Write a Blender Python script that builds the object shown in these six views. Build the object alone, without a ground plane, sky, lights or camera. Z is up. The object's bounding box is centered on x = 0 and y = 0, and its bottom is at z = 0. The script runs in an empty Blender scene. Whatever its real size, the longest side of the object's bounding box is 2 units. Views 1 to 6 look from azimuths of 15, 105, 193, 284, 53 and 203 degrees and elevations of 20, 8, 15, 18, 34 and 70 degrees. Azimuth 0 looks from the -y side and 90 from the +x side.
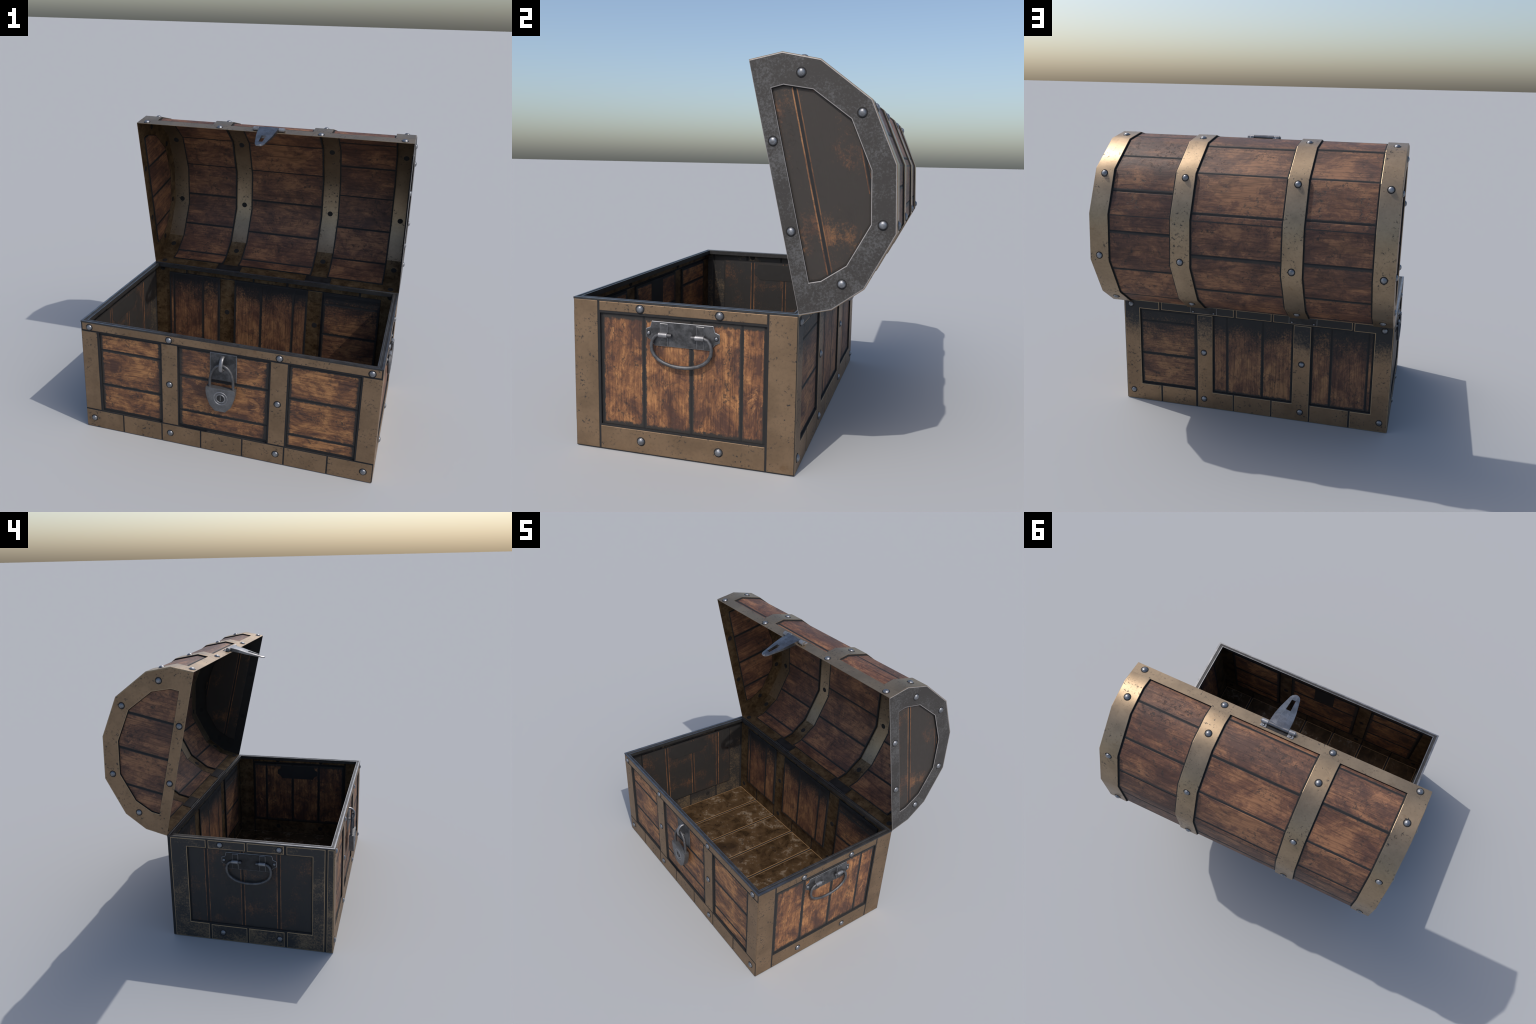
"""An old wooden treasure chest with an open barrel lid, bronze straps, rivets, side handles, padlock and hasp."""
import bpy, bmesh, math, random
from mathutils import Vector, Matrix

random.seed(7)
X0 = 0.9805                    # half length of the box
YF, YB = -0.787, 0.394         # front and back of the box
ZT = 0.800                     # height of the box
HINGE = Vector((0, YB, ZT))
LIP = Vector((0, 0.133, 1.953))
EU = (LIP - HINGE).normalized()            # from hinge to lip
EX = Vector((1, 0, 0))
EW = EU.cross(EX)                          # outward from the lid opening
LID_M = Matrix.Translation(HINGE) @ Matrix((EX, EW, EU)).transposed().to_4x4()   # lid local = (x, w, u)

# ------------------------------------------------------------------ materials
class Nodes:
    def __init__(self, name):
        self.mat = bpy.data.materials.new(name)
        self.mat.use_nodes = True
        self.nt = self.mat.node_tree
        self.bsdf = self.nt.nodes["Principled BSDF"]
        tc = self.nt.nodes.new("ShaderNodeTexCoord")
        oi = self.nt.nodes.new("ShaderNodeObjectInfo")
        geo = self.nt.nodes.new("ShaderNodeNewGeometry")
        self.obj, self.gen, self.rnd = tc.outputs["Object"], tc.outputs["Generated"], oi.outputs["Random"]
        self.pos = geo.outputs["Position"]
        off = self.vec('MULTIPLY', self.comb(self.rnd, self.rnd, self.rnd), (37.0, 61.0, 17.0))
        self.co = self.vec('ADD', self.obj, off)

    def put(self, sock, v):
        if isinstance(v, (int, float)):
            sock.default_value = v
        elif isinstance(v, (tuple, list)):
            sock.default_value = tuple(v) + (1,) if len(sock.default_value) == 4 and len(v) == 3 else tuple(v)
        else:
            self.nt.links.new(v, sock)

    def comb(self, x, y, z):
        n = self.nt.nodes.new("ShaderNodeCombineXYZ")
        for s, v in zip(n.inputs, (x, y, z)):
            self.put(s, v)
        return n.outputs[0]

    def sep(self, v):
        n = self.nt.nodes.new("ShaderNodeSeparateXYZ")
        self.put(n.inputs[0], v)
        return n.outputs

    def vec(self, op, a, b):
        n = self.nt.nodes.new("ShaderNodeVectorMath")
        n.operation = op
        self.put(n.inputs[0], a)
        self.put(n.inputs[1], b)
        return n.outputs[0]

    def math(self, op, a, b=0.0, clamp=False):
        n = self.nt.nodes.new("ShaderNodeMath")
        n.operation = op
        n.use_clamp = clamp
        self.put(n.inputs[0], a)
        self.put(n.inputs[1], b)
        return n.outputs[0]

    def step(self, v, lo, hi):
        """smooth 0..1 between lo and hi"""
        n = self.nt.nodes.new("ShaderNodeMapRange")
        n.interpolation_type = 'SMOOTHSTEP'
        self.put(n.inputs["Value"], v)
        n.inputs["From Min"].default_value = lo
        n.inputs["From Max"].default_value = hi
        return n.outputs[0]

    def noise(self, co, scale, detail=6, rough=0.6, dist=0.0):
        n = self.nt.nodes.new("ShaderNodeTexNoise")
        self.put(n.inputs["Vector"], co)
        n.inputs["Scale"].default_value = scale
        n.inputs["Detail"].default_value = detail
        n.inputs["Roughness"].default_value = rough
        n.inputs["Distortion"].default_value = dist
        return n.outputs["Fac"]

    def wave(self, co, scale, dist, dscale):
        n = self.nt.nodes.new("ShaderNodeTexWave")
        n.bands_direction = 'Y'
        self.put(n.inputs["Vector"], co)
        n.inputs["Scale"].default_value = scale
        n.inputs["Distortion"].default_value = dist
        n.inputs["Detail"].default_value = 2
        n.inputs["Detail Scale"].default_value = dscale
        return n.outputs["Fac"]

    def mix(self, f, a, b, mode='MIX'):
        n = self.nt.nodes.new("ShaderNodeMix")
        n.data_type = 'RGBA'
        n.blend_type = mode
        self.put(n.inputs["Factor"], f)
        self.put(n.inputs["A"], a)
        self.put(n.inputs["B"], b)
        return n.outputs["Result"]

    def cracks(self, co, scale):
        n = self.nt.nodes.new("ShaderNodeTexVoronoi")
        n.feature = 'DISTANCE_TO_EDGE'
        self.put(n.inputs["Vector"], co)
        n.inputs["Scale"].default_value = scale
        return n.outputs["Distance"]

    def warp(self, co, scale, amount):
        n = self.nt.nodes.new("ShaderNodeTexNoise")
        self.put(n.inputs["Vector"], co)
        n.inputs["Scale"].default_value = scale
        n.inputs["Detail"].default_value = 5
        return self.vec('ADD', co, self.vec('MULTIPLY', self.vec('SUBTRACT', n.outputs["Color"], (0.5, 0.5, 0.5)), (amount, amount, amount)))

    def bump(self, h, strength, dist=0.002):
        n = self.nt.nodes.new("ShaderNodeBump")
        n.inputs["Strength"].default_value = strength
        n.inputs["Distance"].default_value = dist
        self.put(n.inputs["Height"], h)
        self.put(self.bsdf.inputs["Normal"], n.outputs[0])

    def out(self, col, rough=0.5, metal=0.0, spec=None):
        self.put(self.bsdf.inputs["Base Color"], col)
        self.put(self.bsdf.inputs["Roughness"], rough)
        self.put(self.bsdf.inputs["Metallic"], metal)
        if spec is not None:
            self.put(self.bsdf.inputs["Specular IOR Level"], spec)
        return self.mat


BLACK = (0.013, 0.0135, 0.0145)
SOOT = (0.030, 0.026, 0.023)


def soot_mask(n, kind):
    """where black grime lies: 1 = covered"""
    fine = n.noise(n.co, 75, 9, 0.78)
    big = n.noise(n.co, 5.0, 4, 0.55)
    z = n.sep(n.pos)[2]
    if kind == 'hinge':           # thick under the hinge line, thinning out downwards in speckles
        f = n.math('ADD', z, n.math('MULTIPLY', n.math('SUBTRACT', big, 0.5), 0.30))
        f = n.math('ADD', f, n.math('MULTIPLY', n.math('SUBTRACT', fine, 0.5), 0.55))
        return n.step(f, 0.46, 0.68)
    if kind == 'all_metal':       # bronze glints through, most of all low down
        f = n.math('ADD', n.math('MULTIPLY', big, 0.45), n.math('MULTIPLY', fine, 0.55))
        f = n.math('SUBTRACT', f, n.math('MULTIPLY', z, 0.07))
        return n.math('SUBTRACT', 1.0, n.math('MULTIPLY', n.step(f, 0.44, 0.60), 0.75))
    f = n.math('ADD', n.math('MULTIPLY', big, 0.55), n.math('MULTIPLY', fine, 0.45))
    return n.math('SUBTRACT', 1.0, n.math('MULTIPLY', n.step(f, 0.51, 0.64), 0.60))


def wood(name, light, mid, dark, ends=0.028, soot=None, soot_col=BLACK):
    n = Nodes(name)
    sx, sy, sz = n.sep(n.co)
    along = n.comb(n.math('MULTIPLY', sx, 0.06), sy, sz)
    semi = n.comb(n.math('MULTIPLY', sx, 0.62), sy, sz)
    grain = n.noise(along, 170, 5, 0.65)
    fibre = n.noise(along, 48, 4, 0.6, 0.8)
    patch = n.noise(semi, 8.0, 12, 0.76, 0.45)
    blot = n.noise(semi, 3.4, 3, 0.5)
    pits = n.noise(n.co, 42, 9, 0.75)
    where = n.noise(n.co, 8.0, 3, 0.5)
    worn = n.noise(semi, 13.0, 9, 0.72, 0.9)
    figure = n.wave(n.comb(n.math('MULTIPLY', sx, 0.14), sy, sz), 9.0, 10.0, 1.0)
    f = n.math('ADD', n.math('MULTIPLY', patch, 0.95), n.math('MULTIPLY', blot, 0.25))
    f = n.math('ADD', f, n.math('MULTIPLY', n.math('SUBTRACT', n.rnd, 0.5), 0.06))
    f = n.math('ADD', f, n.math('MULTIPLY', n.math('SUBTRACT', grain, 0.5), 0.14))
    c = n.mix(n.step(f, 0.50, 0.61), dark, mid)
    c = n.mix(n.step(f, 0.59, 0.71), c, light)
    # worn-through pale flecks
    fl = n.math('MULTIPLY', n.step(worn, 0.54, 0.64), n.step(blot, 0.40, 0.56))
    c = n.mix(n.math('MULTIPLY', fl, 0.60), c, tuple(min(1, v * 1.25) for v in light))
    c = n.mix(n.math('MULTIPLY', n.step(grain, 0.50, 0.36), 0.45), c, n.mix(0.6, c, (0.025, 0.013, 0.010)))
    c = n.mix(n.math('MULTIPLY', n.step(fibre, 0.44, 0.34), 0.45), c, n.mix(0.6, c, (0.03, 0.014, 0.012)))
    c = n.mix(n.math('MULTIPLY', n.step(figure, 0.86, 1.0), 0.40), c, n.mix(0.75, c, (0.03, 0.014, 0.01)))
    sp = n.math('MULTIPLY', n.step(pits, 0.53, 0.61), n.step(where, 0.44, 0.60))
    c = n.mix(n.math('MULTIPLY', sp, 0.80), c, SOOT)
    crk = n.step(n.cracks(n.warp(n.comb(n.math('MULTIPLY', sx, 0.45), sy, sz), 26, 0.05), 15), 0.045, 0.0)
    crk = n.math('MULTIPLY', crk, n.step(n.noise(n.co, 13, 3, 0.5), 0.50, 0.62))
    c = n.mix(n.math('MULTIPLY', crk, 0.5), c, SOOT)
    hair = n.step(n.noise(n.comb(n.math('MULTIPLY', sx, 0.02), sy, sz), 110, 2, 0.5), 0.40, 0.33)
    c = n.mix(n.math('MULTIPLY', hair, 0.55), c, n.mix(0.7, c, (0.03, 0.014, 0.010)))
    # ragged dirt where the plank ends butt against the iron
    g = n.sep(n.gen)
    e = n.math('MINIMUM', g[0], n.math('SUBTRACT', 1.0, g[0]))
    e2 = n.math('MINIMUM', g[1], n.math('SUBTRACT', 1.0, g[1]))
    rag = n.math('MULTIPLY', n.math('SUBTRACT', n.noise(n.co, 45, 6, 0.7), 0.35), ends * 2.2)
    c = n.mix(n.step(n.math('SUBTRACT', e, rag), ends * 0.9, ends * 0.25), c, SOOT)
    c = n.mix(n.step(n.math('SUBTRACT', e2, n.math('MULTIPLY', rag, 1.3)), 0.022, 0.004), c, SOOT)
    if soot:
        c = n.mix(soot_mask(n, soot), c, soot_col)
    h = n.math('ADD', n.math('MULTIPLY', grain, 0.5), n.math('ADD', n.math('MULTIPLY', fibre, 0.6), n.math('MULTIPLY', n.math('ADD', sp, patch), -0.45)))
    n.bump(h, 0.5, 0.003)
    return n.out(c, n.math('ADD', 0.46, n.math('MULTIPLY', pits, 0.25)), 0.0, 0.38)


def bronze(name, base, soot=None, soot_col=BLACK, metal=0.85, rough=0.43, pit=0.60):
    n = Nodes(name)
    cloud = n.noise(n.co, 6, 4, 0.55)
    fine = n.noise(n.co, 60, 8, 0.7)
    where = n.noise(n.co, 9, 3, 0.5)
    spots = n.noise(n.co, 190, 6, 0.7)
    dark = tuple(v * 0.86 for v in base)
    lit = tuple(min(1, v * 1.06) for v in base)
    c = n.mix(n.step(cloud, 0.35, 0.65), dark, lit)
    c = n.mix(n.math('MULTIPLY', n.step(fine, 0.4, 0.7), 0.18), c, (0.10, 0.07, 0.05))
    rust = n.noise(n.co, 14, 6, 0.65)
    c = n.mix(n.math('MULTIPLY', n.step(rust, 0.60, 0.72), 0.35), c, (0.16, 0.085, 0.035))
    m = n.math('MULTIPLY', n.step(fine, 0.56, 0.63), n.step(where, 0.45, 0.58))
    m = n.math('MAXIMUM', m, n.math('MULTIPLY', n.step(spots, pit + 0.05, pit + 0.10), 0.75))
    if soot:
        m = n.math('MAXIMUM', m, soot_mask(n, soot))
    c = n.mix(m, c, soot_col)
    n.bump(n.math('SUBTRACT', n.math('MULTIPLY', fine, 0.5), m), 0.25, 0.0012)
    return n.out(c, n.math('ADD', rough, n.math('MULTIPLY', n.math('ADD', m, cloud), 0.10)),
                 n.math('MULTIPLY', n.math('SUBTRACT', 1.0, n.math('MULTIPLY', m, 0.92)), metal))


def steel(name, base, rough, metal=0.9, dark=0.45, scale=18):
    n = Nodes(name)
    a = n.noise(n.co, scale, 8, 0.7)
    b = n.noise(n.co, 120, 4, 0.6)
    c = n.mix(n.step(a, 0.38, 0.64), tuple(v * dark for v in base), base)
    c = n.mix(n.math('MULTIPLY', n.step(b, 0.5, 0.7), 0.3), c, tuple(v * 0.4 for v in base))
    n.bump(b, 0.12, 0.001)
    return n.out(c, n.math('ADD', rough, n.math('MULTIPLY', a, 0.12)), metal)


def plain(name, col, rough=0.7, metal=0.0):
    n = Nodes(name)
    a = n.noise(n.co, 25, 5, 0.6)
    c = n.mix(a, tuple(v * 0.75 for v in col), tuple(v * 1.25 for v in col))
    return n.out(c, rough, metal, 0.3)


def dusty_floor(name):
    n = Nodes(name)
    a = n.noise(n.co, 7, 9, 0.66, 0.5)
    b = n.noise(n.co, 32, 8, 0.7)
    c = n.mix(n.step(a, 0.36, 0.56), (0.034, 0.020, 0.009), (0.082, 0.049, 0.024))
    c = n.mix(n.step(n.math('ADD', n.math('MULTIPLY', a, 0.55), n.math('MULTIPLY', b, 0.45)), 0.53, 0.60), c, (0.20, 0.155, 0.11))
    c = n.mix(n.math('MULTIPLY', n.step(b, 0.56, 0.66), 0.8), c, (0.018, 0.011, 0.007))
    n.bump(a, 0.2, 0.002)
    return n.out(c, 0.27, 0.10)


def rusty(name):
    n = Nodes(name)
    a = n.noise(n.co, 12, 10, 0.72, 0.3)
    b = n.noise(n.co, 40, 8, 0.7)
    c = n.mix(n.step(a, 0.30, 0.70), (0.060, 0.034, 0.014), (0.230, 0.155, 0.082))
    c = n.mix(n.math('MULTIPLY', n.step(b, 0.54, 0.64), 0.7), c, (0.03, 0.017, 0.008))
    n.bump(b, 0.2, 0.001)
    return n.out(c, 0.45, 0.55)


def speckled_iron(name):
    """dark gun-grey sheet with fine pale scuffs"""
    n = Nodes(name)
    fine = n.noise(n.co, 95, 9, 0.75)
    big = n.noise(n.co, 7, 5, 0.6)
    f = n.math('ADD', n.math('MULTIPLY', fine, 0.6), n.math('MULTIPLY', big, 0.4))
    c = n.mix(n.math('MULTIPLY', n.step(f, 0.47, 0.62), 0.75), (0.037, 0.033, 0.030), (0.110, 0.110, 0.110))
    n.bump(fine, 0.15, 0.001)
    return n.out(c, 0.55, 0.15)


WOOD = wood("weathered_orange_wood", (0.41, 0.192, 0.074), (0.205, 0.090, 0.041), (0.085, 0.040, 0.027), ends=0.040)
LIDWOOD = wood("weathered_brown_wood", (0.280, 0.132, 0.065), (0.152, 0.070, 0.041), (0.086, 0.042, 0.030), ends=0.012)
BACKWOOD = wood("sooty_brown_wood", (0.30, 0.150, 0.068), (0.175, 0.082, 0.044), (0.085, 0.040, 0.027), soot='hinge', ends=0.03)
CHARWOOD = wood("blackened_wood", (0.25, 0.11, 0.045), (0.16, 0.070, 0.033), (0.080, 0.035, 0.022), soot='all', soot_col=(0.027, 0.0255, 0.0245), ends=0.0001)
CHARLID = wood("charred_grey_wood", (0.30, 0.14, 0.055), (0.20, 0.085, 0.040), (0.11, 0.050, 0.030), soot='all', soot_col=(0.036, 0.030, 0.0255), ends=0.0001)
EDGEWOOD = wood("worn_wood_edge", (0.34, 0.165, 0.07), (0.22, 0.100, 0.044), (0.11, 0.050, 0.028), ends=0.0001)
BRONZE = bronze("aged_bronze", (0.290, 0.197, 0.122), metal=0.9, rough=0.48)
LIDBRONZE = bronze("lid_bronze", (0.335, 0.250, 0.162), rough=0.36)
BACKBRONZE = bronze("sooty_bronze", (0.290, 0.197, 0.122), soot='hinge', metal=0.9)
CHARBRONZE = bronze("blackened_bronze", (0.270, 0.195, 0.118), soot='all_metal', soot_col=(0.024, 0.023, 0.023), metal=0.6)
EDGEBRONZE = plain("worn_bronze_edge", (0.33, 0.240, 0.145), 0.45, 0.5)
RUST = rusty("rusty_bronze_underside")
ENDSTEEL = speckled_iron("dull_grey_iron")
ENDEDGE = plain("bright_iron_edge", (0.30, 0.28, 0.27), 0.5, 0.3)
ENDBACK = plain("sooty_iron_underside", (0.030, 0.028, 0.027), 0.7, 0.2)
RIM = steel("dark_rim_iron", (0.050, 0.049, 0.049), 0.40, 0.4, dark=0.7)
RIMTOP = steel("pale_rim_iron", (0.27, 0.275, 0.285), 0.32, 0.95, dark=0.75)  # paler and smoother than RIM, used on the top faces of the ledges
RIVET = steel("rivet_steel", (0.30, 0.31, 0.33), 0.36, 0.85, dark=0.6, scale=40)
IRON = steel("handle_iron", (0.120, 0.121, 0.126), 0.46, 0.65, dark=0.42, scale=16)
BAIL = steel("bail_iron", (0.150, 0.150, 0.155), 0.48, 0.75, dark=0.6, scale=30)
SHADOWDARK = plain("baked_shadow_dark", (0.026, 0.0245, 0.0235), 0.7)
LIGHTIRON = steel("worn_iron", (0.33, 0.33, 0.34), 0.42, 0.8, dark=0.65)
DARKIRON = steel("black_iron", (0.030, 0.029, 0.030), 0.5, 0.3)
LOCKIRON = steel("padlock_iron", (0.185, 0.186, 0.190), 0.46, 0.7, dark=0.7, scale=14)
HASP = steel("polished_hasp_steel", (0.26, 0.258, 0.265), 0.27, 0.95, dark=0.6, scale=12)
CORE = plain("dark_carcass", (0.020, 0.0195, 0.020), 0.8)
DISC = plain("rivet_back", (0.018, 0.017, 0.017), 0.8)
FLOOR = dusty_floor("dusty_bronze_floor")
FLOOREDGE = plain("worn_floor_edge", (0.30, 0.18, 0.085), 0.4, 0.2)

# ------------------------------------------------------------------ helpers
COL = bpy.context.scene.collection


def obj_from_bm(bm, name, mats, matrix, parent=None, smooth=False, recalc=True):
    if recalc:
        bmesh.ops.recalc_face_normals(bm, faces=bm.faces)
    me = bpy.data.meshes.new(name)
    bm.to_mesh(me)
    bm.free()
    for m in mats:
        me.materials.append(m)
    if smooth:
        me.shade_smooth()
    ob = bpy.data.objects.new(name, me)
    COL.objects.link(ob)
    ob.matrix_world = matrix
    if parent:
        ob.parent = parent
        ob.matrix_parent_inverse = parent.matrix_world.inverted()
    return ob


def reparent(ob, parent):
    m = ob.matrix_world.copy()
    ob.parent = parent
    ob.matrix_parent_inverse = parent.matrix_world.inverted()
    ob.matrix_world = m
    return ob


def copy_of(src, name, matrix, parent):
    ob = bpy.data.objects.new(name, src)
    COL.objects.link(ob)
    ob.matrix_world = matrix
    ob.parent = parent
    ob.matrix_parent_inverse = parent.matrix_world.inverted()
    return ob


def frame(origin, ex, ey, ez):
    return Matrix.Translation(origin) @ Matrix((ex, ey, ez)).transposed().to_4x4()


def plate_bm(poly, top, bottom, edge=0.003, drop=0.0012, back=0, worn=None):
    """flat plate from a 2D outline; its rim slopes down over `edge` (rim faces get material 1)"""
    bm = bmesh.new()
    vt = [bm.verts.new((x, y, top)) for x, y in poly]
    vb = [bm.verts.new((x, y, bottom)) for x, y in poly]
    n = len(poly)
    ft = bm.faces.new(vt)
    fb = bm.faces.new(list(reversed(vb)))
    if back:
        fb.material_index = back
    for i in range(n):
        bm.faces.new((vt[i], vb[i], vb[(i + 1) % n], vt[(i + 1) % n]))
    bmesh.ops.recalc_face_normals(bm, faces=bm.faces)
    if edge > 0:
        for f, d in ((ft, drop), (fb, drop * 0.5)):
            for v in f.verts:
                v.co.z += -d if f is ft else d
            r = bmesh.ops.inset_region(bm, faces=[f], thickness=edge, depth=0.0, use_even_offset=True)
            for g in r['faces']:
                g.material_index = 2 if (f is fb and back) else 1
                if worn is not None:          # keep the worn edge on the named long sides only
                    c = g.calc_center_median()
                    lo, hi = min(p[1] for p in poly), max(p[1] for p in poly)
                    if not (('-' in worn and c.y < lo + edge) or ('+' in worn and c.y > hi - edge)):
                        g.material_index = 0
            for v in f.verts:
                v.co.z += d if f is ft else -d
    return bm


class Wall:
    """a flat wall: ex, ey span it, nrm points outward"""
    def __init__(self, o, ex, ey, nrm, parent):
        self.o, self.ex, self.ey, self.n, self.parent = Vector(o), Vector(ex), Vector(ey), Vector(nrm), parent

    def plate(self, name, poly, top, bottom, mats, grain_b=False, edge=0.003, drop=0.0012, worn=None):
        xs, ys = [p[0] for p in poly], [p[1] for p in poly]
        cx, cy = (min(xs) + max(xs)) / 2, (min(ys) + max(ys)) / 2
        o = self.o + self.ex * cx + self.ey * cy
        if grain_b:
            loc = [(y - cy, -(x - cx)) for x, y in poly]
            m = frame(o, self.ey, -self.ex, self.n)
        else:
            loc = [(x - cx, y - cy) for x, y in poly]
            m = frame(o, self.ex, self.ey, self.n)
        return obj_from_bm(plate_bm(loc, top, bottom, edge, drop, 2 if len(mats) > 2 else 0, worn), name, mats, m, self.parent)

    def rect(self, name, a0, a1, b0, b1, *args, **kw):
        a0, a1 = sorted((a0, a1))
        b0, b1 = sorted((b0, b1))
        return self.plate(name, [(a0, b0), (a1, b0), (a1, b1), (a0, b1)], *args, **kw)

    def at(self, a, b, lift=0.0):
        return frame(self.o + self.ex * a + self.ey * b + self.n * lift, self.ex, self.ey, self.n)


def dome_mesh(name, r, h, shank, mats):
    """round rivet: dome, dark collar modelled for the contact shadow, flat shank end on the far side"""
    bm = bmesh.new()
    prof = [(r * 1.32, 0.0004), (r * 1.24, 0.0014), (r, 0.0016)]
    for k in range(1, 6):
        t = k / 6 * math.pi / 2
        prof.append((r * math.cos(t), 0.0016 + h * math.sin(t)))
    seg = 14
    rings = [[bm.verts.new((p[0] * math.cos(2 * math.pi * i / seg), p[0] * math.sin(2 * math.pi * i / seg), p[1])) for i in range(seg)] for p in prof]
    tip = bm.verts.new((0, 0, 0.0016 + h))
    for k in range(len(rings) - 1):
        for i in range(seg):
            f = bm.faces.new((rings[k][i], rings[k][(i + 1) % seg], rings[k + 1][(i + 1) % seg], rings[k + 1][i]))
            f.material_index = 1 if k < 2 else 0
            f.smooth = k >= 2
    for i in range(seg):
        f = bm.faces.new((rings[-1][i], rings[-1][(i + 1) % seg], tip))
        f.smooth = True
    if shank:
        low = [bm.verts.new((r * 1.1 * math.cos(2 * math.pi * i / seg), r * 1.1 * math.sin(2 * math.pi * i / seg), -shank)) for i in range(seg)]
        for i in range(seg):
            bm.faces.new((rings[0][i], low[i], low[(i + 1) % seg], rings[0][(i + 1) % seg])).material_index = 1
        bm.faces.new(list(reversed(low))).material_index = 1
    else:
        bm.faces.new(list(reversed(rings[0]))).material_index = 1
    bmesh.ops.recalc_face_normals(bm, faces=bm.faces)
    me = bpy.data.meshes.new(name)
    bm.to_mesh(me)
    bm.free()
    for m in mats:
        me.materials.append(m)
    return me


def tube_bm(pts, r, seg=10, caps=True):
    bm = bmesh.new()
    pts = [Vector(p) for p in pts]
    rings, prev = [], None
    for i, p in enumerate(pts):
        t = (pts[min(i + 1, len(pts) - 1)] - pts[max(i - 1, 0)]).normalized()
        a = prev if prev is not None else (Vector((0, 0, 1)) if abs(t.z) < 0.9 else Vector((1, 0, 0)))
        a = (a - t * a.dot(t)).normalized()
        prev = a
        b = t.cross(a)
        rr = r[i] if isinstance(r, (list, tuple)) else r
        rings.append([bm.verts.new(p + (a * math.cos(2 * math.pi * k / seg) + b * math.sin(2 * math.pi * k / seg)) * rr) for k in range(seg)])
    for i in range(len(rings) - 1):
        for k in range(seg):
            f = bm.faces.new((rings[i][k], rings[i][(k + 1) % seg], rings[i + 1][(k + 1) % seg], rings[i + 1][k]))
            f.smooth = True
    if caps:
        ends = [bm.faces.new(rings[0]), bm.faces.new(rings[-1])]
        bmesh.ops.recalc_face_normals(bm, faces=bm.faces)
        bmesh.ops.split_edges(bm, edges=[e for f in ends for e in f.edges])
    return bm


def empty(name):
    e = bpy.data.objects.new(name, None)
    COL.objects.link(e)
    return e


chest = empty("treasure_chest")
chest["label"] = "old open wooden treasure chest with bronze straps and padlock"
chest["category"] = "treasure chest"

T_STRAP, T_PLANK = (0.0, -0.0030), (-0.0105, -0.0124)
C_HIGH, C_LOW = -0.0018, -0.0117                   # backing sheet behind straps / behind planks
G = 0.0055                                         # half a groove

# ------------------------------------------------------------------ box
SIDES = {"front": ((0, YF, 0), (1, 0, 0), (0, 0, 1), (0, -1, 0)),
         "back": ((0, YB, 0), (-1, 0, 0), (0, 0, 1), (0, 1, 0)),
         "right": ((X0, 0, 0), (0, 1, 0), (0, 0, 1), (1, 0, 0)),
         "left": ((-X0, 0, 0), (0, -1, 0), (0, 0, 1), (-1, 0, 0)),
         "under": ((0, 0, 0), (1, 0, 0), (0, -1, 0), (0, 0, -1))}
PANELS = {"front": [(-0.850, -0.424), (-0.297, 0.297), (0.426, 0.855)],
          "back": [(-0.850, -0.429), (-0.294, 0.293), (0.426, 0.851)],
          "right": [(-0.634, 0.240)], "left": [(-0.248, 0.636)], "under": []}
SPAN = {"front": (-X0, X0), "back": (-X0, X0), "right": (YF, YB), "left": (-YB, -YF), "under": (-X0, X0)}


def carcass_bm():
    """dark backing sheet of the box, pressed inward behind every plank panel"""
    bm = bmesh.new()
    for key, (o, ex, ey, nn) in SIDES.items():
        o, ex, ey, nn = Vector(o), Vector(ex), Vector(ey), Vector(nn)
        def P(a, b, d):
            return bm.verts.new(o + ex * a + ey * b + nn * d)
        def quad(*pts):
            bm.faces.new([P(*p) for p in pts])
        a0, a1 = SPAN[key]
        a0 -= C_HIGH                                # walls meet edge to edge at the corners
        a1 += C_HIGH
        if key == "under":
            quad((a0, -YB - C_HIGH, C_HIGH), (a1, -YB - C_HIGH, C_HIGH), (a1, -YF + C_HIGH, C_HIGH), (a0, -YF + C_HIGH, C_HIGH))
            continue
        zb, zt, z0, z1 = -C_HIGH, ZT - 0.008, 0.136, 0.7285
        cuts = [a0]
        for p, q in PANELS[key]:
            cuts += [p - 0.004, q + 0.004]
        cuts.append(a1)
        for i in range(len(cuts) - 1):
            p, q = cuts[i], cuts[i + 1]
            if i % 2 == 0:
                quad((p, zb, C_HIGH), (q, zb, C_HIGH), (q, zt, C_HIGH), (p, zt, C_HIGH))
                continue
            quad((p, zb, C_HIGH), (q, zb, C_HIGH), (q, z0, C_HIGH), (p, z0, C_HIGH))
            quad((p, z1, C_HIGH), (q, z1, C_HIGH), (q, zt, C_HIGH), (p, zt, C_HIGH))
            quad((p, z0, C_LOW), (q, z0, C_LOW), (q, z1, C_LOW), (p, z1, C_LOW))
            for (ra, rb), (ta, tb) in (((p, z0), (q, z0)), ((q, z0), (q, z1)), ((q, z1), (p, z1)), ((p, z1), (p, z0))):
                quad((ra, rb, C_HIGH), (ta, tb, C_HIGH), (ta, tb, C_LOW), (ra, rb, C_LOW))
    bmesh.ops.remove_doubles(bm, verts=bm.verts, dist=0.0001)
    return bm


box = obj_from_bm(carcass_bm(), "box_carcass", [CORE], Matrix.Identity(4), chest)

FRONT = Wall(*SIDES["front"], box)
BACK = Wall(*SIDES["back"], box)
RIGHT = Wall(*SIDES["right"], box)
LEFT = Wall(*SIDES["left"], box)
UNDER = Wall(*SIDES["under"], box)

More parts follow.
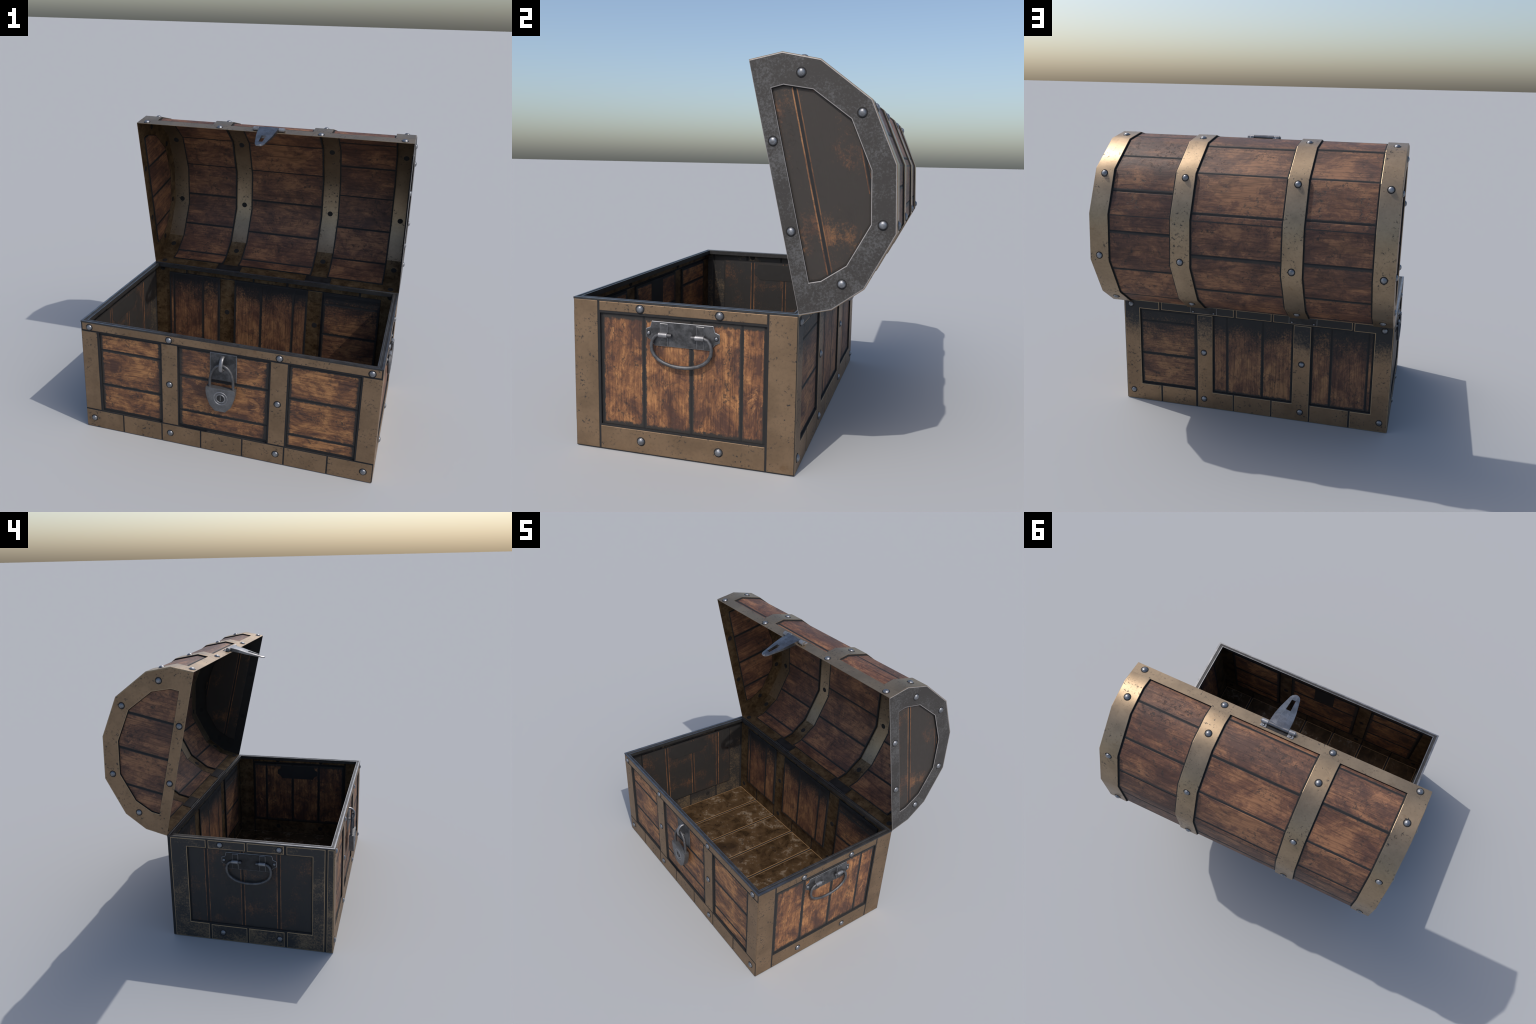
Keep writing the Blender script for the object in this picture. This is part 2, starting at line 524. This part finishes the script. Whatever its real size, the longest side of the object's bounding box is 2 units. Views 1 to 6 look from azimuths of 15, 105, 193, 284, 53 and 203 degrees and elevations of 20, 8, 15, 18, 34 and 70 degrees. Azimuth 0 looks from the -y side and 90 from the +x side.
rivet_box = dome_mesh("rivet", 0.0185, 0.0115, 0.0037, [RIVET, DISC])
rivet_lid = dome_mesh("lid_rivet", 0.0185, 0.0115, 0.0033, [RIVET, DISC])
rivet_small = dome_mesh("small_rivet", 0.0095, 0.0065, 0, [RIVET, DISC])
rivet_tiny = dome_mesh("tiny_rivet", 0.0068, 0.0045, 0, [RIVET, DISC])


def plank_row(wall, a0, a1, b0, b1, cuts, vertical, mats, edge=0.003, gap=G, side=0.009):
    """fill a panel with planks; cuts are the joint positions across the planks"""
    lo, hi = (a0, a1) if vertical else (b0, b1)
    lines = [lo] + sorted(cuts) + [hi]
    for i in range(len(lines) - 1):
        p = lines[i] + (gap if i else side)
        q = lines[i + 1] - (gap if i < len(lines) - 2 else side)
        top = T_PLANK[0] - random.random() * 0.0007
        worn = ('+' if i else '') + ('-' if i < len(lines) - 2 else '')
        if vertical:
            wall.rect("plank", p, q, b0, b1, top, T_PLANK[1], mats, grain_b=True, edge=edge, worn=worn)
        else:
            wall.rect("plank", a0, a1, p, q, top, T_PLANK[1], mats, edge=edge)


def strap(wall, a0, a1, b0, b1, mats, edge=0.0022):
    return wall.rect("strap", a0, a1, b0, b1, T_STRAP[0], T_STRAP[1], mats, edge=edge, drop=0.0010)


W2 = [WOOD, WOOD]
B2 = [BRONZE, BRONZE, RUST]
# front: three panels of level planks between four posts
plank_row(FRONT, -0.850, -0.424, 0.145, 0.724, [0.345, 0.605], False, W2)
plank_row(FRONT, -0.297, 0.297, 0.145, 0.724, [0.263, 0.521], False, W2)
plank_row(FRONT, 0.426, 0.855, 0.145, 0.724, [0.232, 0.493], False, W2)
strap(FRONT, -0.970, 0.970, 0.740, 0.789, B2)
for a0, a1 in ((-0.977, -0.868), (-0.412, -0.306), (0.309, 0.413), (0.868, 0.979)):
    strap(FRONT, a0, a1, 0.142, 0.728, B2)
joints = [-0.983, -0.703, -0.422, -0.147, 0.136, 0.414, 0.693, 0.978]
for a, b in zip(joints, joints[1:]):
    strap(FRONT, a + 0.005, b - 0.005, 0.0015, 0.131, B2)
for a, b in ((-0.919, 0.760), (-0.361, 0.760), (0.360, 0.760), (0.917, 0.760), (-0.361, 0.440), (0.359, 0.440),
             (-0.921, 0.071), (-0.361, 0.070), (0.360, 0.071), (0.920, 0.072)):
    copy_of(rivet_box, "rivet", FRONT.at(a, b), box)

# right side: upright planks
plank_row(RIGHT, -0.634, 0.240, 0.136, 0.722, [-0.398, -0.142, 0.119], True, W2)
strap(RIGHT, YF + 0.003, -0.652, 0.005, 0.790, B2)
strap(RIGHT, 0.254, YB - 0.004, 0.005, 0.790, B2)
strap(RIGHT, -0.640, 0.243, 0.741, 0.788, B2)
strap(RIGHT, -0.641, 0.243, 0.005, 0.127, B2)
for a in (-0.414, 0.006):
    copy_of(rivet_box, "rivet", RIGHT.at(a, 0.762), box)
    copy_of(rivet_box, "rivet", RIGHT.at(a, 0.067), box)

# left side: blackened, worn to bronze and wood along every edge; wall coordinate a = -y
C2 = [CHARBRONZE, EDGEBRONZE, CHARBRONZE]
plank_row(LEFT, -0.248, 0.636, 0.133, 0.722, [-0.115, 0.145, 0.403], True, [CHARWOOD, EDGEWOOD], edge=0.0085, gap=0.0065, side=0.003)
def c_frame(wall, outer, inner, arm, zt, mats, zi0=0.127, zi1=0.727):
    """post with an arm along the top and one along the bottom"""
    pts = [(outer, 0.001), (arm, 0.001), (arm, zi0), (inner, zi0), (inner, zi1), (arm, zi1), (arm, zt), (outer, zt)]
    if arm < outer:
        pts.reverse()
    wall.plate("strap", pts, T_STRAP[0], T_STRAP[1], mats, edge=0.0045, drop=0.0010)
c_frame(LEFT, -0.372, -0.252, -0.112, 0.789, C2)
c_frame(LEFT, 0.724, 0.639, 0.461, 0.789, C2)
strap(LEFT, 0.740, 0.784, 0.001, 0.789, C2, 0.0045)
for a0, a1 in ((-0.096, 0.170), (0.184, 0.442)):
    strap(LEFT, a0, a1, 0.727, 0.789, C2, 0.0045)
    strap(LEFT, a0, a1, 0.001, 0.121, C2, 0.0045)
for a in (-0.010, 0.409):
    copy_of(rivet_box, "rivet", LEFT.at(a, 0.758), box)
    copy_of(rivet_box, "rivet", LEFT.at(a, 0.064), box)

# back: wall coordinate a = -x
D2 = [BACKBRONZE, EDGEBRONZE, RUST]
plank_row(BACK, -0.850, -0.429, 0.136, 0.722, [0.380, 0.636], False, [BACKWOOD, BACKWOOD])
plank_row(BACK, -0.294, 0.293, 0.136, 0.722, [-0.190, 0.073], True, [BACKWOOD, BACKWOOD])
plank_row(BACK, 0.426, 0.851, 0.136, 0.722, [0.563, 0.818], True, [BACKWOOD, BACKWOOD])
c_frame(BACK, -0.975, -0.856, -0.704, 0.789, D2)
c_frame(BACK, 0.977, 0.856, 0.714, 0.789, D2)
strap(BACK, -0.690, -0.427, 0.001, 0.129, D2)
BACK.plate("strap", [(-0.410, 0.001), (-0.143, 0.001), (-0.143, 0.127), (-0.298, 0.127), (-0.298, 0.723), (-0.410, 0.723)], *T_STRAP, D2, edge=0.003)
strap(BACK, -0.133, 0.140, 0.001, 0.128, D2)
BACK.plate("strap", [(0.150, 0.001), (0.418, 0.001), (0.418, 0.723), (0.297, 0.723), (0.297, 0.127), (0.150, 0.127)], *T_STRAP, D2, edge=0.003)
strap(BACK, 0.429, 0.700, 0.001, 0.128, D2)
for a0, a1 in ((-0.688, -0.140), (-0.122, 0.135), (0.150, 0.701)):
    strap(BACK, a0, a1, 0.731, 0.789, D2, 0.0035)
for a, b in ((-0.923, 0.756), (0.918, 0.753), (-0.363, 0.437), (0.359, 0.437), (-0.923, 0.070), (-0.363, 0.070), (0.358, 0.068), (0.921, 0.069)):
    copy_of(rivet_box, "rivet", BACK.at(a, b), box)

# floor: seven slabs laid across
fj = [-0.978, -0.700, -0.420, -0.140, 0.140, 0.420, 0.700, 0.978]
for a, b in zip(fj, fj[1:]):
    UNDER.rect("floor_slab", a + 0.0075, b - 0.0075, -YB + 0.006, -YF - 0.006, -0.0002, -0.0055, [FLOOR, FLOOREDGE], edge=0.0055, grain_b=True, drop=0.0008)

# rim: stepped iron edging around the mouth, turned down on the inside
def rim_bm():
    bm = bmesh.new()
    prof = [(0.0, 0.790), (0.0, 0.800), (0.34, 0.800), (0.40, 0.7972), (0.66, 0.7972), (0.74, 0.7990), (0.88, 0.7992), (1.0, 0.7992), (1.0, 0.771), (0.86, 0.771), (0.86, 0.790)]
    rings = []
    for t, z in prof:
        dx, dy = 0.041 * t, 0.030 * t
        rings.append([bm.verts.new(p) for p in ((-X0 + dx, YF + dy, z), (X0 - dx, YF + dy, z), (X0 - dx, YB - dy, z), (-X0 + dx, YB - dy, z))])
    n = len(prof)
    for k in range(n):
        for i in range(4):
            j = (i + 1) % 4
            f = bm.faces.new((rings[k][i], rings[k][j], rings[(k + 1) % n][j], rings[(k + 1) % n][i]))
            f.material_index = 1 if k in (1, 6) else 0
    return bm
obj_from_bm(rim_bm(), "rim", [RIM, RIMTOP], Matrix.Identity(4), chest)

# ------------------------------------------------------------------ side handles
def handle(wall, mid, mats_plate, tube_mat):
    """drop handle: notched back plate, two straps with rolled knuckles, bail"""
    s = [(-0.163, 0.708), (-0.171, 0.677), (-0.195, 0.667), (-0.195, 0.625), (-0.172, 0.613), (-0.148, 0.583)]
    pts = [(mid + a, b) for a, b in s] + [(mid - a, b) for a, b in reversed(s)]
    plate = wall.plate("handle", pts, -0.0050, -0.0105, mats_plate, edge=0.0025)
    reparent(plate, chest)
    for sg in (-1, 1):
        c = mid + sg * 0.0965
        st = wall.rect("handle_strap", c - 0.021, c + 0.021, 0.586, 0.700, -0.0008, -0.006, mats_plate, edge=0.002)
        reparent(st, plate)
        m = wall.at(c, 0.6435, 0.0)
        obj_from_bm(tube_bm([(-0.0225, 0, 0.0068), (0.0225, 0, 0.0066)], 0.0136, 8), "handle_knuckle", [LIGHTIRON], m, plate)
        copy_of(rivet_small, "rivet", wall.at(mid + sg * 0.179, 0.645, -0.0050), plate)
    half = [(-0.052, 0.6435), (-0.080, 0.6435), (-0.116, 0.6435), (-0.137, 0.636), (-0.152, 0.618), (-0.159, 0.592), (-0.156, 0.563), (-0.143, 0.538),
            (-0.120, 0.517), (-0.089, 0.501), (-0.054, 0.491), (-0.018, 0.487)]
    path = half + [(-a, b) for a, b in reversed(half)]
    pts = [(a, b - 0.6, 0.0068 + 0.0030 * min(1, max(0, (0.64 - b) / 0.1))) for a, b in path]
    back = wall.plate("handle_shadow_plate", [(mid + a, b) for a, b in s] + [(mid - a, b) for a, b in reversed(s)], -0.0118, -0.0138, [SHADOWDARK, SHADOWDARK], edge=0.0015)  # dark plate modelling the occlusion patch behind the handle, seen from inside
    reparent(back, plate)
    obj_from_bm(tube_bm(pts, 0.0095, 8), "handle_bail", [tube_mat], wall.at(mid, 0.6, 0), plate)


handle(RIGHT, -0.190, [IRON, LIGHTIRON], BAIL)
handle(LEFT, 0.195, [DARKIRON, LIGHTIRON], BAIL)

# ------------------------------------------------------------------ padlock and its plate
lock_plate = FRONT.rect("lock_plate", -0.086, 0.090, 0.535, 0.725, -0.0050, -0.0105, [IRON, LIGHTIRON], edge=0.0025)
reparent(lock_plate, chest)
loop = [(0, 0.706 + 0.0, 0.0), (0, 0.704, 0.018), (0, 0.694, 0.032), (0, 0.676, 0.044), (0, 0.652, 0.047), (0, 0.630, 0.043), (0, 0.618, 0.030), (0, 0.613, 0.014), (0, 0.613, 0.0)]
st = tube_bm(loop, 0.0070, 8)
for v in st.verts:                       # flattened into a strap
    v.co.x *= 1.9
obj_from_bm(st, "staple", [LIGHTIRON], FRONT.at(0, 0, -0.004), lock_plate)
FRONT.rect("lock_shadow_plate", -0.086, 0.090, 0.535, 0.725, -0.0118, -0.0138, [SHADOWDARK, SHADOWDARK], edge=0.0015)  # shadow of the lock on the inner wall, built as a thin dark sheet
half = [(0.0, 0.342), (0.034, 0.342), (0.070, 0.380), (0.090, 0.437), (0.096, 0.470), (0.096, 0.504)]
body = half + [(-a, b) for a, b in reversed(half[1:])]
lock = FRONT.plate("padlock", body, 0.0480, 0.010, [LOCKIRON, LOCKIRON], edge=0.003)
reparent(lock, chest)
def ring_bm(r0, r1, h, seg=28):
    bm = bmesh.new()
    prof = [(r0, 0), (r0 + (r1 - r0) * 0.25, h), (r0 + (r1 - r0) * 0.75, h), (r1, 0)]
    rs = [[bm.verts.new((r * math.cos(2 * math.pi * i / seg), r * math.sin(2 * math.pi * i / seg), z)) for i in range(seg)] for r, z in prof]
    for k in range(4):
        for i in range(seg):
            bm.faces.new((rs[k][i], rs[k][(i + 1) % seg], rs[(k + 1) % 4][(i + 1) % seg], rs[(k + 1) % 4][i]))
    return bm
key = FRONT.at(0.003, 0.437, 0.0476)
obj_from_bm(ring_bm(0.040, 0.048, 0.0022), "keyhole_ring", [LIGHTIRON], key, lock)
obj_from_bm(ring_bm(0.024, 0.032, 0.0022), "keyhole_ring", [LIGHTIRON], key, lock)
obj_from_bm(tube_bm([(0, 0, -0.004), (0, 0, 0.0008)], 0.030, 24), "keyhole_disc", [DARKIRON], key, lock)
reparent(FRONT.rect("keyhole_slot", 0.0010, 0.0045, 0.419, 0.455, 0.0494, 0.0464, [LIGHTIRON, LIGHTIRON], edge=0.0), lock)
sh = []
for k in range(17):
    t = math.pi * k / 16
    sh.append((-0.077 * math.cos(t) * (1.0 if k not in (0, 16) else 1.0), 0.520 + 0.140 * math.sin(t) ** 0.85, 0.0265))
sh = [(-0.077, 0.496, 0.0265)] + sh + [(0.077, 0.496, 0.0265)]
obj_from_bm(tube_bm(sh, 0.0092, 10), "shackle", [BAIL], FRONT.at(0.002, 0, 0), lock)

# ------------------------------------------------------------------ lid
PR = [(0, 0), (0.003, 0.157), (0.0745, 0.3205), (0.294, 0.5063), (0.5915, 0.5612), (0.888, 0.5058), (1.1075, 0.3195), (1.1795, 0.157), (1.1825, 0)]   # (u, w)
PV = [Vector(p) for p in PR]
SEG = [(PV[i + 1] - PV[i]).length for i in range(8)]
CUM = [sum(SEG[:i]) for i in range(9)]


def offset_profile(d):
    """profile moved outward by d (mitred corners)"""
    nr = []
    for i in range(8):
        t = (PV[i + 1] - PV[i]).normalized()
        nr.append(Vector((-t.y, t.x)))
    if nr[4].y < 0:
        nr = [-v for v in nr]
    res = []
    for i in range(9):
        a, b = nr[max(0, i - 1)], nr[min(7, i)]
        m = (a + b).normalized()
        res.append(PV[i] + m * (d / m.dot(a)))
    return res, nr


def on_arc(s, prof):
    for i in range(8):
        if s <= CUM[i + 1] + 1e-6 or i == 7:
            return prof[i].lerp(prof[i + 1], (s - CUM[i]) / SEG[i])


def arc_plate(name, s0, s1, x0, x1, top, bottom, mats, parent, rim=0.0, drop=0.001, butt=False):
    """strip of the barrel lid from arc length s0 to s1, following its facets"""
    ss = [s0] + [c for c in CUM if s0 + 1e-4 < c < s1 - 1e-4] + [s1]
    po, _ = offset_profile(top)
    pi, _ = offset_profile(bottom)
    pd, _ = offset_profile(top - drop)
    xs = [x0, x1]
    bm = bmesh.new()
    def pt(x, p):
        return bm.verts.new((x, p.y, p.x))
    if rim > 0:
        cols = [x0, x0 + rim, x1 - rim, x1]
        rows = list(ss)
        if not butt:
            rows = [s0, s0 + rim] + ss[1:-1] + [s1 - rim, s1]
        grid = []
        for j, s in enumerate(rows):
            edge_row = (not butt) and j in (0, len(rows) - 1)
            grid.append([pt(x, on_arc(s, pd if (edge_row or k in (0, 3)) else po)) for k, x in enumerate(cols)])
    else:
        cols, rows = xs, ss
        grid = [[pt(x, on_arc(s, po)) for x in cols] for s in rows]
    low = [[pt(x, on_arc(s, pi)) for x in xs] for s in rows]
    nc = len(cols)
    main, under = set(), set()
    for j in range(len(rows) - 1):
        for k in range(nc - 1):
            f = bm.faces.new((grid[j][k], grid[j][k + 1], grid[j + 1][k + 1], grid[j + 1][k]))
            if rim > 0 and (k in (0, nc - 2) or ((not butt) and j in (0, len(rows) - 2))):
                f.material_index = 1
            else:
                main.add(f)
        f = bm.faces.new((low[j][0], low[j][1], low[j + 1][1], low[j + 1][0]))
        if len(mats) > 2 and (rows[j + 1] < 0.45 or rows[j] > 1.50):
            f.material_index = 2
        under.add(f)
        bm.faces.new((grid[j][0], grid[j + 1][0], low[j + 1][0], low[j][0]))
        bm.faces.new((grid[j][-1], grid[j + 1][-1], low[j + 1][1], low[j][1]))
    bm.faces.new(grid[0] + [low[0][1], low[0][0]])
    bm.faces.new(grid[-1] + [low[-1][1], low[-1][0]])
    for f in main | under:
        f.smooth = True
    bmesh.ops.recalc_face_normals(bm, faces=bm.faces)
    hard = [e for e in bm.edges if not any(all(f in g for f in e.link_faces) for g in (main, under))]
    bmesh.ops.split_edges(bm, edges=hard)
    c = Vector(((x0 + x1) / 2, 0, 0))
    mid = on_arc((s0 + s1) / 2, po)
    c.y, c.z = mid.y, mid.x
    bmesh.ops.translate(bm, verts=bm.verts, vec=-c)
    return obj_from_bm(bm, name, mats, LID_M @ Matrix.Translation(c), parent, recalc=False)


T_LPLANK, T_BAND = (-0.0075, -0.0097), (0.0030, 0.0004)
LID_PANELS = [(-0.852, -0.425), (-0.297, 0.297), (0.425, 0.852)]
S_LIP, S_HINGE, S_END = 1.772, 0.078, CUM[8]


def lid_carcass_bm():
    """dark backing pans under the lid planks, with upright flanks reaching into the bands"""
    bm = bmesh.new()
    lo, _ = offset_profile(-0.0088)
    hi, _ = offset_profile(0.0018)
    ss = [S_HINGE - 0.0008] + [c for c in CUM if S_HINGE < c < S_LIP] + [S_LIP + 0.0008]
    for x0, x1 in LID_PANELS:
        x0, x1 = x0 - 0.0008, x1 + 0.0008
        def P(x, s, prof):
            p = on_arc(s, prof)
            return bm.verts.new((x, p.y, p.x))
        for s0, s1 in zip(ss, ss[1:]):
            bm.faces.new((P(x0, s0, lo), P(x1, s0, lo), P(x1, s1, lo), P(x0, s1, lo)))
            for x in (x0, x1):
                bm.faces.new((P(x, s0, lo), P(x, s1, lo), P(x, s1, hi), P(x, s0, hi)))
        for s in (ss[0], ss[-1]):
            bm.faces.new((P(x0, s, lo), P(x1, s, lo), P(x1, s, hi), P(x0, s, hi)))
    bmesh.ops.remove_doubles(bm, verts=bm.verts, dist=0.0001)
    return bm


lid = obj_from_bm(lid_carcass_bm(), "lid_carcass", [CORE], LID_M, chest)

bands = [(-X0, -0.852), (-0.425, -0.297), (0.297, 0.425), (0.852, X0)]
for x0, x1 in bands:
    arc_plate("band", S_HINGE, S_LIP, x0, x1, *T_BAND, [LIDBRONZE, LIDBRONZE, RUST], lid, rim=0.0022, drop=0.0008, butt=True)
arc_plate("lip_strap", S_LIP, S_END, -X0, X0, *T_BAND, [LIDBRONZE, LIDBRONZE, RUST], lid)
arc_plate("hinge_strap", 0.0, S_HINGE, -X0, X0, *T_BAND, [LIDBRONZE, LIDBRONZE, RUST], lid)


def lid_panel(x0, x1, cuts):
    lines = [S_HINGE] + cuts + [S_LIP]
    for i in range(len(lines) - 1):
        p = lines[i] + (0.005 if i else 0.001)
        q = lines[i + 1] - (0.005 if i < len(lines) - 2 else 0.001)
        top = T_LPLANK[0] - random.random() * 0.0006
        arc_plate("lid_plank", p, q, x0 + 0.006, x1 - 0.006, top, T_LPLANK[1], [LIDWOOD, LIDWOOD], lid, rim=0.003, drop=0.001)


lid_panel(0.425, 0.852, [0.290, 0.556, 0.822, 1.086, 1.358, 1.611])
lid_panel(-0.297, 0.297, [0.168, 0.434, 0.706, 0.970, 1.236, 1.488, 1.745])
lid_panel(-0.852, -0.425, [0.182, 0.450, 0.712, 0.977, 1.241, 1.503, 1.748])

_, NRM = offset_profile(0.0)
def arc_frame(x, s, lift=0.0):
    for i in range(8):
        if s <= CUM[i + 1]:
            break
    p = PV[i].lerp(PV[i + 1], (s - CUM[i]) / SEG[i]) + NRM[i] * lift
    nz = Vector((0, NRM[i].y, NRM[i].x))
    nx = Vector((1, 0, 0))
    return LID_M @ frame(Vector((x, p.y, p.x)), nx, nz.cross(nx), nz)


for x in (-0.915, -0.360, 0.361, 0.916):
    for s in (0.247, 0.655, 1.195, 1.603, 1.817):
        copy_of(rivet_lid, "rivet", arc_frame(x, s, 0.003), lid)
for x in (-0.915, 0.916):
    copy_of(rivet_lid, "rivet", arc_frame(x, 0.033, 0.003), lid)

# lid ends: facetted ring around a D-shaped plank panel; end wall coordinates (w, u)
inner = [(0.142, 0.076), (0.142, 0.134), (0.192, 0.262), (0.355, 0.404), (0.5905, 0.449), (0.826, 0.404), (0.989, 0.262), (1.040, 0.134), (1.039, 0.076)]


def clip(poly, axis, lim, keep_less):
    res = []
    for i, p in enumerate(poly):
        q = poly[(i + 1) % len(poly)]
        ip = (p[axis] <= lim) == keep_less
        iq = (q[axis] <= lim) == keep_less
        if ip:
            res.append(p)
        if ip != iq:
            t = (lim - p[axis]) / (q[axis] - p[axis])
            res.append((p[0] + (q[0] - p[0]) * t, p[1] + (q[1] - p[1]) * t))
    return res


def shrink(poly, d):
    cx = sum(p[0] for p in poly) / len(poly)
    cy = sum(p[1] for p in poly) / len(poly)
    res = []
    for x, y in poly:
        l = math.hypot(x - cx, y - cy)
        res.append((x - (x - cx) / l * d, y - (y - cy) / l * d))
    return res


def ring_plate(outer, inn, top, bottom, edge=0.004, drop=0.001):
    bm = bmesh.new()
    n = len(outer)
    def lerp(i, t, z):
        o, q = outer[i], inn[i]
        return bm.verts.new((o[0] + (q[0] - o[0]) * t, o[1] + (q[1] - o[1]) * t, z))
    cols = []
    for i in range(n):
        l = math.hypot(outer[i][0] - inn[i][0], outer[i][1] - inn[i][1])
        e = edge / l
        cols.append([lerp(i, 0, top - drop), lerp(i, e, top), lerp(i, 1 - e, top), lerp(i, 1, top - drop), lerp(i, 1, bottom), lerp(i, 0, bottom)])
    for i in range(n):
        j = (i + 1) % n
        for k in range(6):
            f = bm.faces.new((cols[i][k], cols[j][k], cols[j][(k + 1) % 6], cols[i][(k + 1) % 6]))
            if k in (0, 2):
                f.material_index = 1
            if k == 4:
                f.material_index = 2
    return bm


for side in (1, -1):
    o = HINGE + EX * (X0 * side)
    W = Wall(o, EW * side, EU, EX * side, lid)
    outer2 = [(w * side, u) for u, w in PR]
    inner2 = [(w * side, u) for u, w in inner]
    mats = [ENDSTEEL, ENDEDGE, ENDBACK] if side > 0 else [BRONZE, EDGEBRONZE, RUST]
    obj_from_bm(ring_plate(outer2, inner2, 0.0010, -0.0025), "end_ring", mats, W.at(0, 0), lid)
    pan = bmesh.new()
    rim_hi = [pan.verts.new((a, b, -0.0015)) for a, b in shrink(inner2, -0.002)]
    rim_lo = [pan.verts.new((a, b, C_LOW)) for a, b in shrink(inner2, -0.002)]
    pan.faces.new(rim_lo)
    for i in range(len(rim_lo)):
        j = (i + 1) % len(rim_lo)
        pan.faces.new((rim_hi[i], rim_hi[j], rim_lo[j], rim_lo[i]))
    obj_from_bm(pan, "end_panel", [CORE], W.at(0, 0), lid)
    base = shrink(inner, 0.003)
    if side > 0:       # planks run from hinge to lip
        cuts, axis, pm = [0.178, 0.433], 1, [CHARLID, EDGEWOOD]
    else:              # planks run outward
        cuts, axis, pm = [0.292, 0.549, 0.806], 0, [LIDWOOD, LIDWOOD]
    lim = [-9] + cuts + [9]
    for a, b in zip(lim, lim[1:]):
        poly = clip(clip(base, axis, a + 0.006, False), axis, b - 0.006, True)
        if len(poly) < 3:
            continue
        W.plate("end_plank", [(w * side, u) for u, w in poly], -0.0105, -0.0124, pm, grain_b=(side > 0), edge=0.0075 if side > 0 else 0.003,
                worn=('-' if b < 1 else '') + ('+' if a > 0 else '') if side > 0 else None)
    for u, w in ((1.073, 0.224), (0.842, 0.455), (0.343, 0.455), (0.112, 0.226), (0.389, 0.040), (0.807, 0.038)):
        copy_of(rivet_box, "rivet", W.at(w * side, u, 0.0010), lid)

# ------------------------------------------------------------------ hinges
for c in (-0.360, 0.363):
    h = BACK.rect("hinge", -c - 0.099, -c + 0.099, 0.735, 0.786, 0.0045, -0.001, [DARKIRON, LIGHTIRON], edge=0.002)
    reparent(h, chest)
    for d in (-0.077, 0.077):
        copy_of(rivet_tiny, "rivet", BACK.at(-c + d, 0.747, 0.0045), h)
    arc_plate("hinge_leaf", 0.010, 0.072, c - 0.099, c + 0.099, 0.0065, -0.0030, [DARKIRON, DARKIRON], h, rim=0.002)
    obj_from_bm(tube_bm([(c - 0.099, YB + 0.006, ZT - 0.003), (c + 0.099, YB + 0.006, ZT - 0.003)], 0.0075, 10), "hinge_knuckle", [DARKIRON], Matrix.Identity(4), h)

# ------------------------------------------------------------------ hasp on the lip (lid coordinates x, w, u)
KU, KW = 1.1980, 0.029
def hasp_bm():
    rows = [(0.034, 0.0670, 0.0, 1.2130, 0.0300), (0.0, 0.0655, 0.0, 1.2135, 0.0280), (-0.050, 0.0630, 0.0, 1.2120, 0.0240), (-0.107, 0.0555, 0.0165, 1.2060, 0.0190),
            (-0.197, 0.0370, 0.0130, 1.1995, 0.0120), (-0.218, 0.0330, 0.0130, 1.1980, 0.0110), (-0.235, 0.0245, 0.0110, 1.1970, 0.0100), (-0.2450, 0.0120, 0.0060, 1.1965, 0.0090)]
    bm = bmesh.new()
    top, bot = [], []
    for w, hw, sl, u, th in rows:
        sl = sl if sl else hw * 0.35
        xs = (-hw, -sl, sl, hw)
        top.append([bm.verts.new((x, w, u - (0.0035 if abs(x) == hw else 0))) for x in xs])
        bot.append([bm.verts.new((x, w, u - th)) for x in xs])
    cells = {(j, k) for j in range(len(rows) - 1) for k in range(3)} - {(3, 1)}
    for j, k in cells:
        for g in (top, bot):
            bm.faces.new((g[j][k], g[j][k + 1], g[j + 1][k + 1], g[j + 1][k]))
        for (dj, dk), (p, q) in {(-1, 0): ((j, k), (j, k + 1)), (1, 0): ((j + 1, k), (j + 1, k + 1)), (0, -1): ((j, k), (j + 1, k)), (0, 1): ((j, k + 1), (j + 1, k + 1))}.items():
            if (j + dj, k + dk) not in cells:
                bm.faces.new((top[p[0]][p[1]], top[q[0]][q[1]], bot[q[0]][q[1]], bot[p[0]][p[1]]))
    return bm


hasp = obj_from_bm(hasp_bm(), "hasp", [HASP], LID_M, chest)
obj_from_bm(tube_bm([(-0.066, KW, KU), (0.066, KW, KU)], 0.0155, 12), "hasp_roll", [HASP], LID_M, hasp)
obj_from_bm(tube_bm([(-0.116, KW, KU), (0.116, KW, KU)], 0.0090, 10), "hasp_pin", [LIGHTIRON], LID_M, hasp)
for sg in (-1, 1):
    obj_from_bm(tube_bm([(sg * 0.069, KW, KU), (sg * 0.109, KW, KU)], 0.0155, 10), "hasp_knuckle", [LIGHTIRON], LID_M, hasp)
    W = Wall(HINGE + EU * 1.184, EX, -EW, EU, hasp)
    tab = W.rect("hasp_tab", sg * 0.069, sg * 0.109, -0.064, -0.026, 0.0060, -0.002, [LIGHTIRON, LIGHTIRON], edge=0.002)
    copy_of(rivet_tiny, "rivet", W.at(sg * 0.089, -0.053, 0.0060), hasp)
W.rect("hasp_leaf", -0.068, 0.068, -0.062, -0.004, 0.0020, -0.001, [DARKIRON, DARKIRON], edge=0.001)
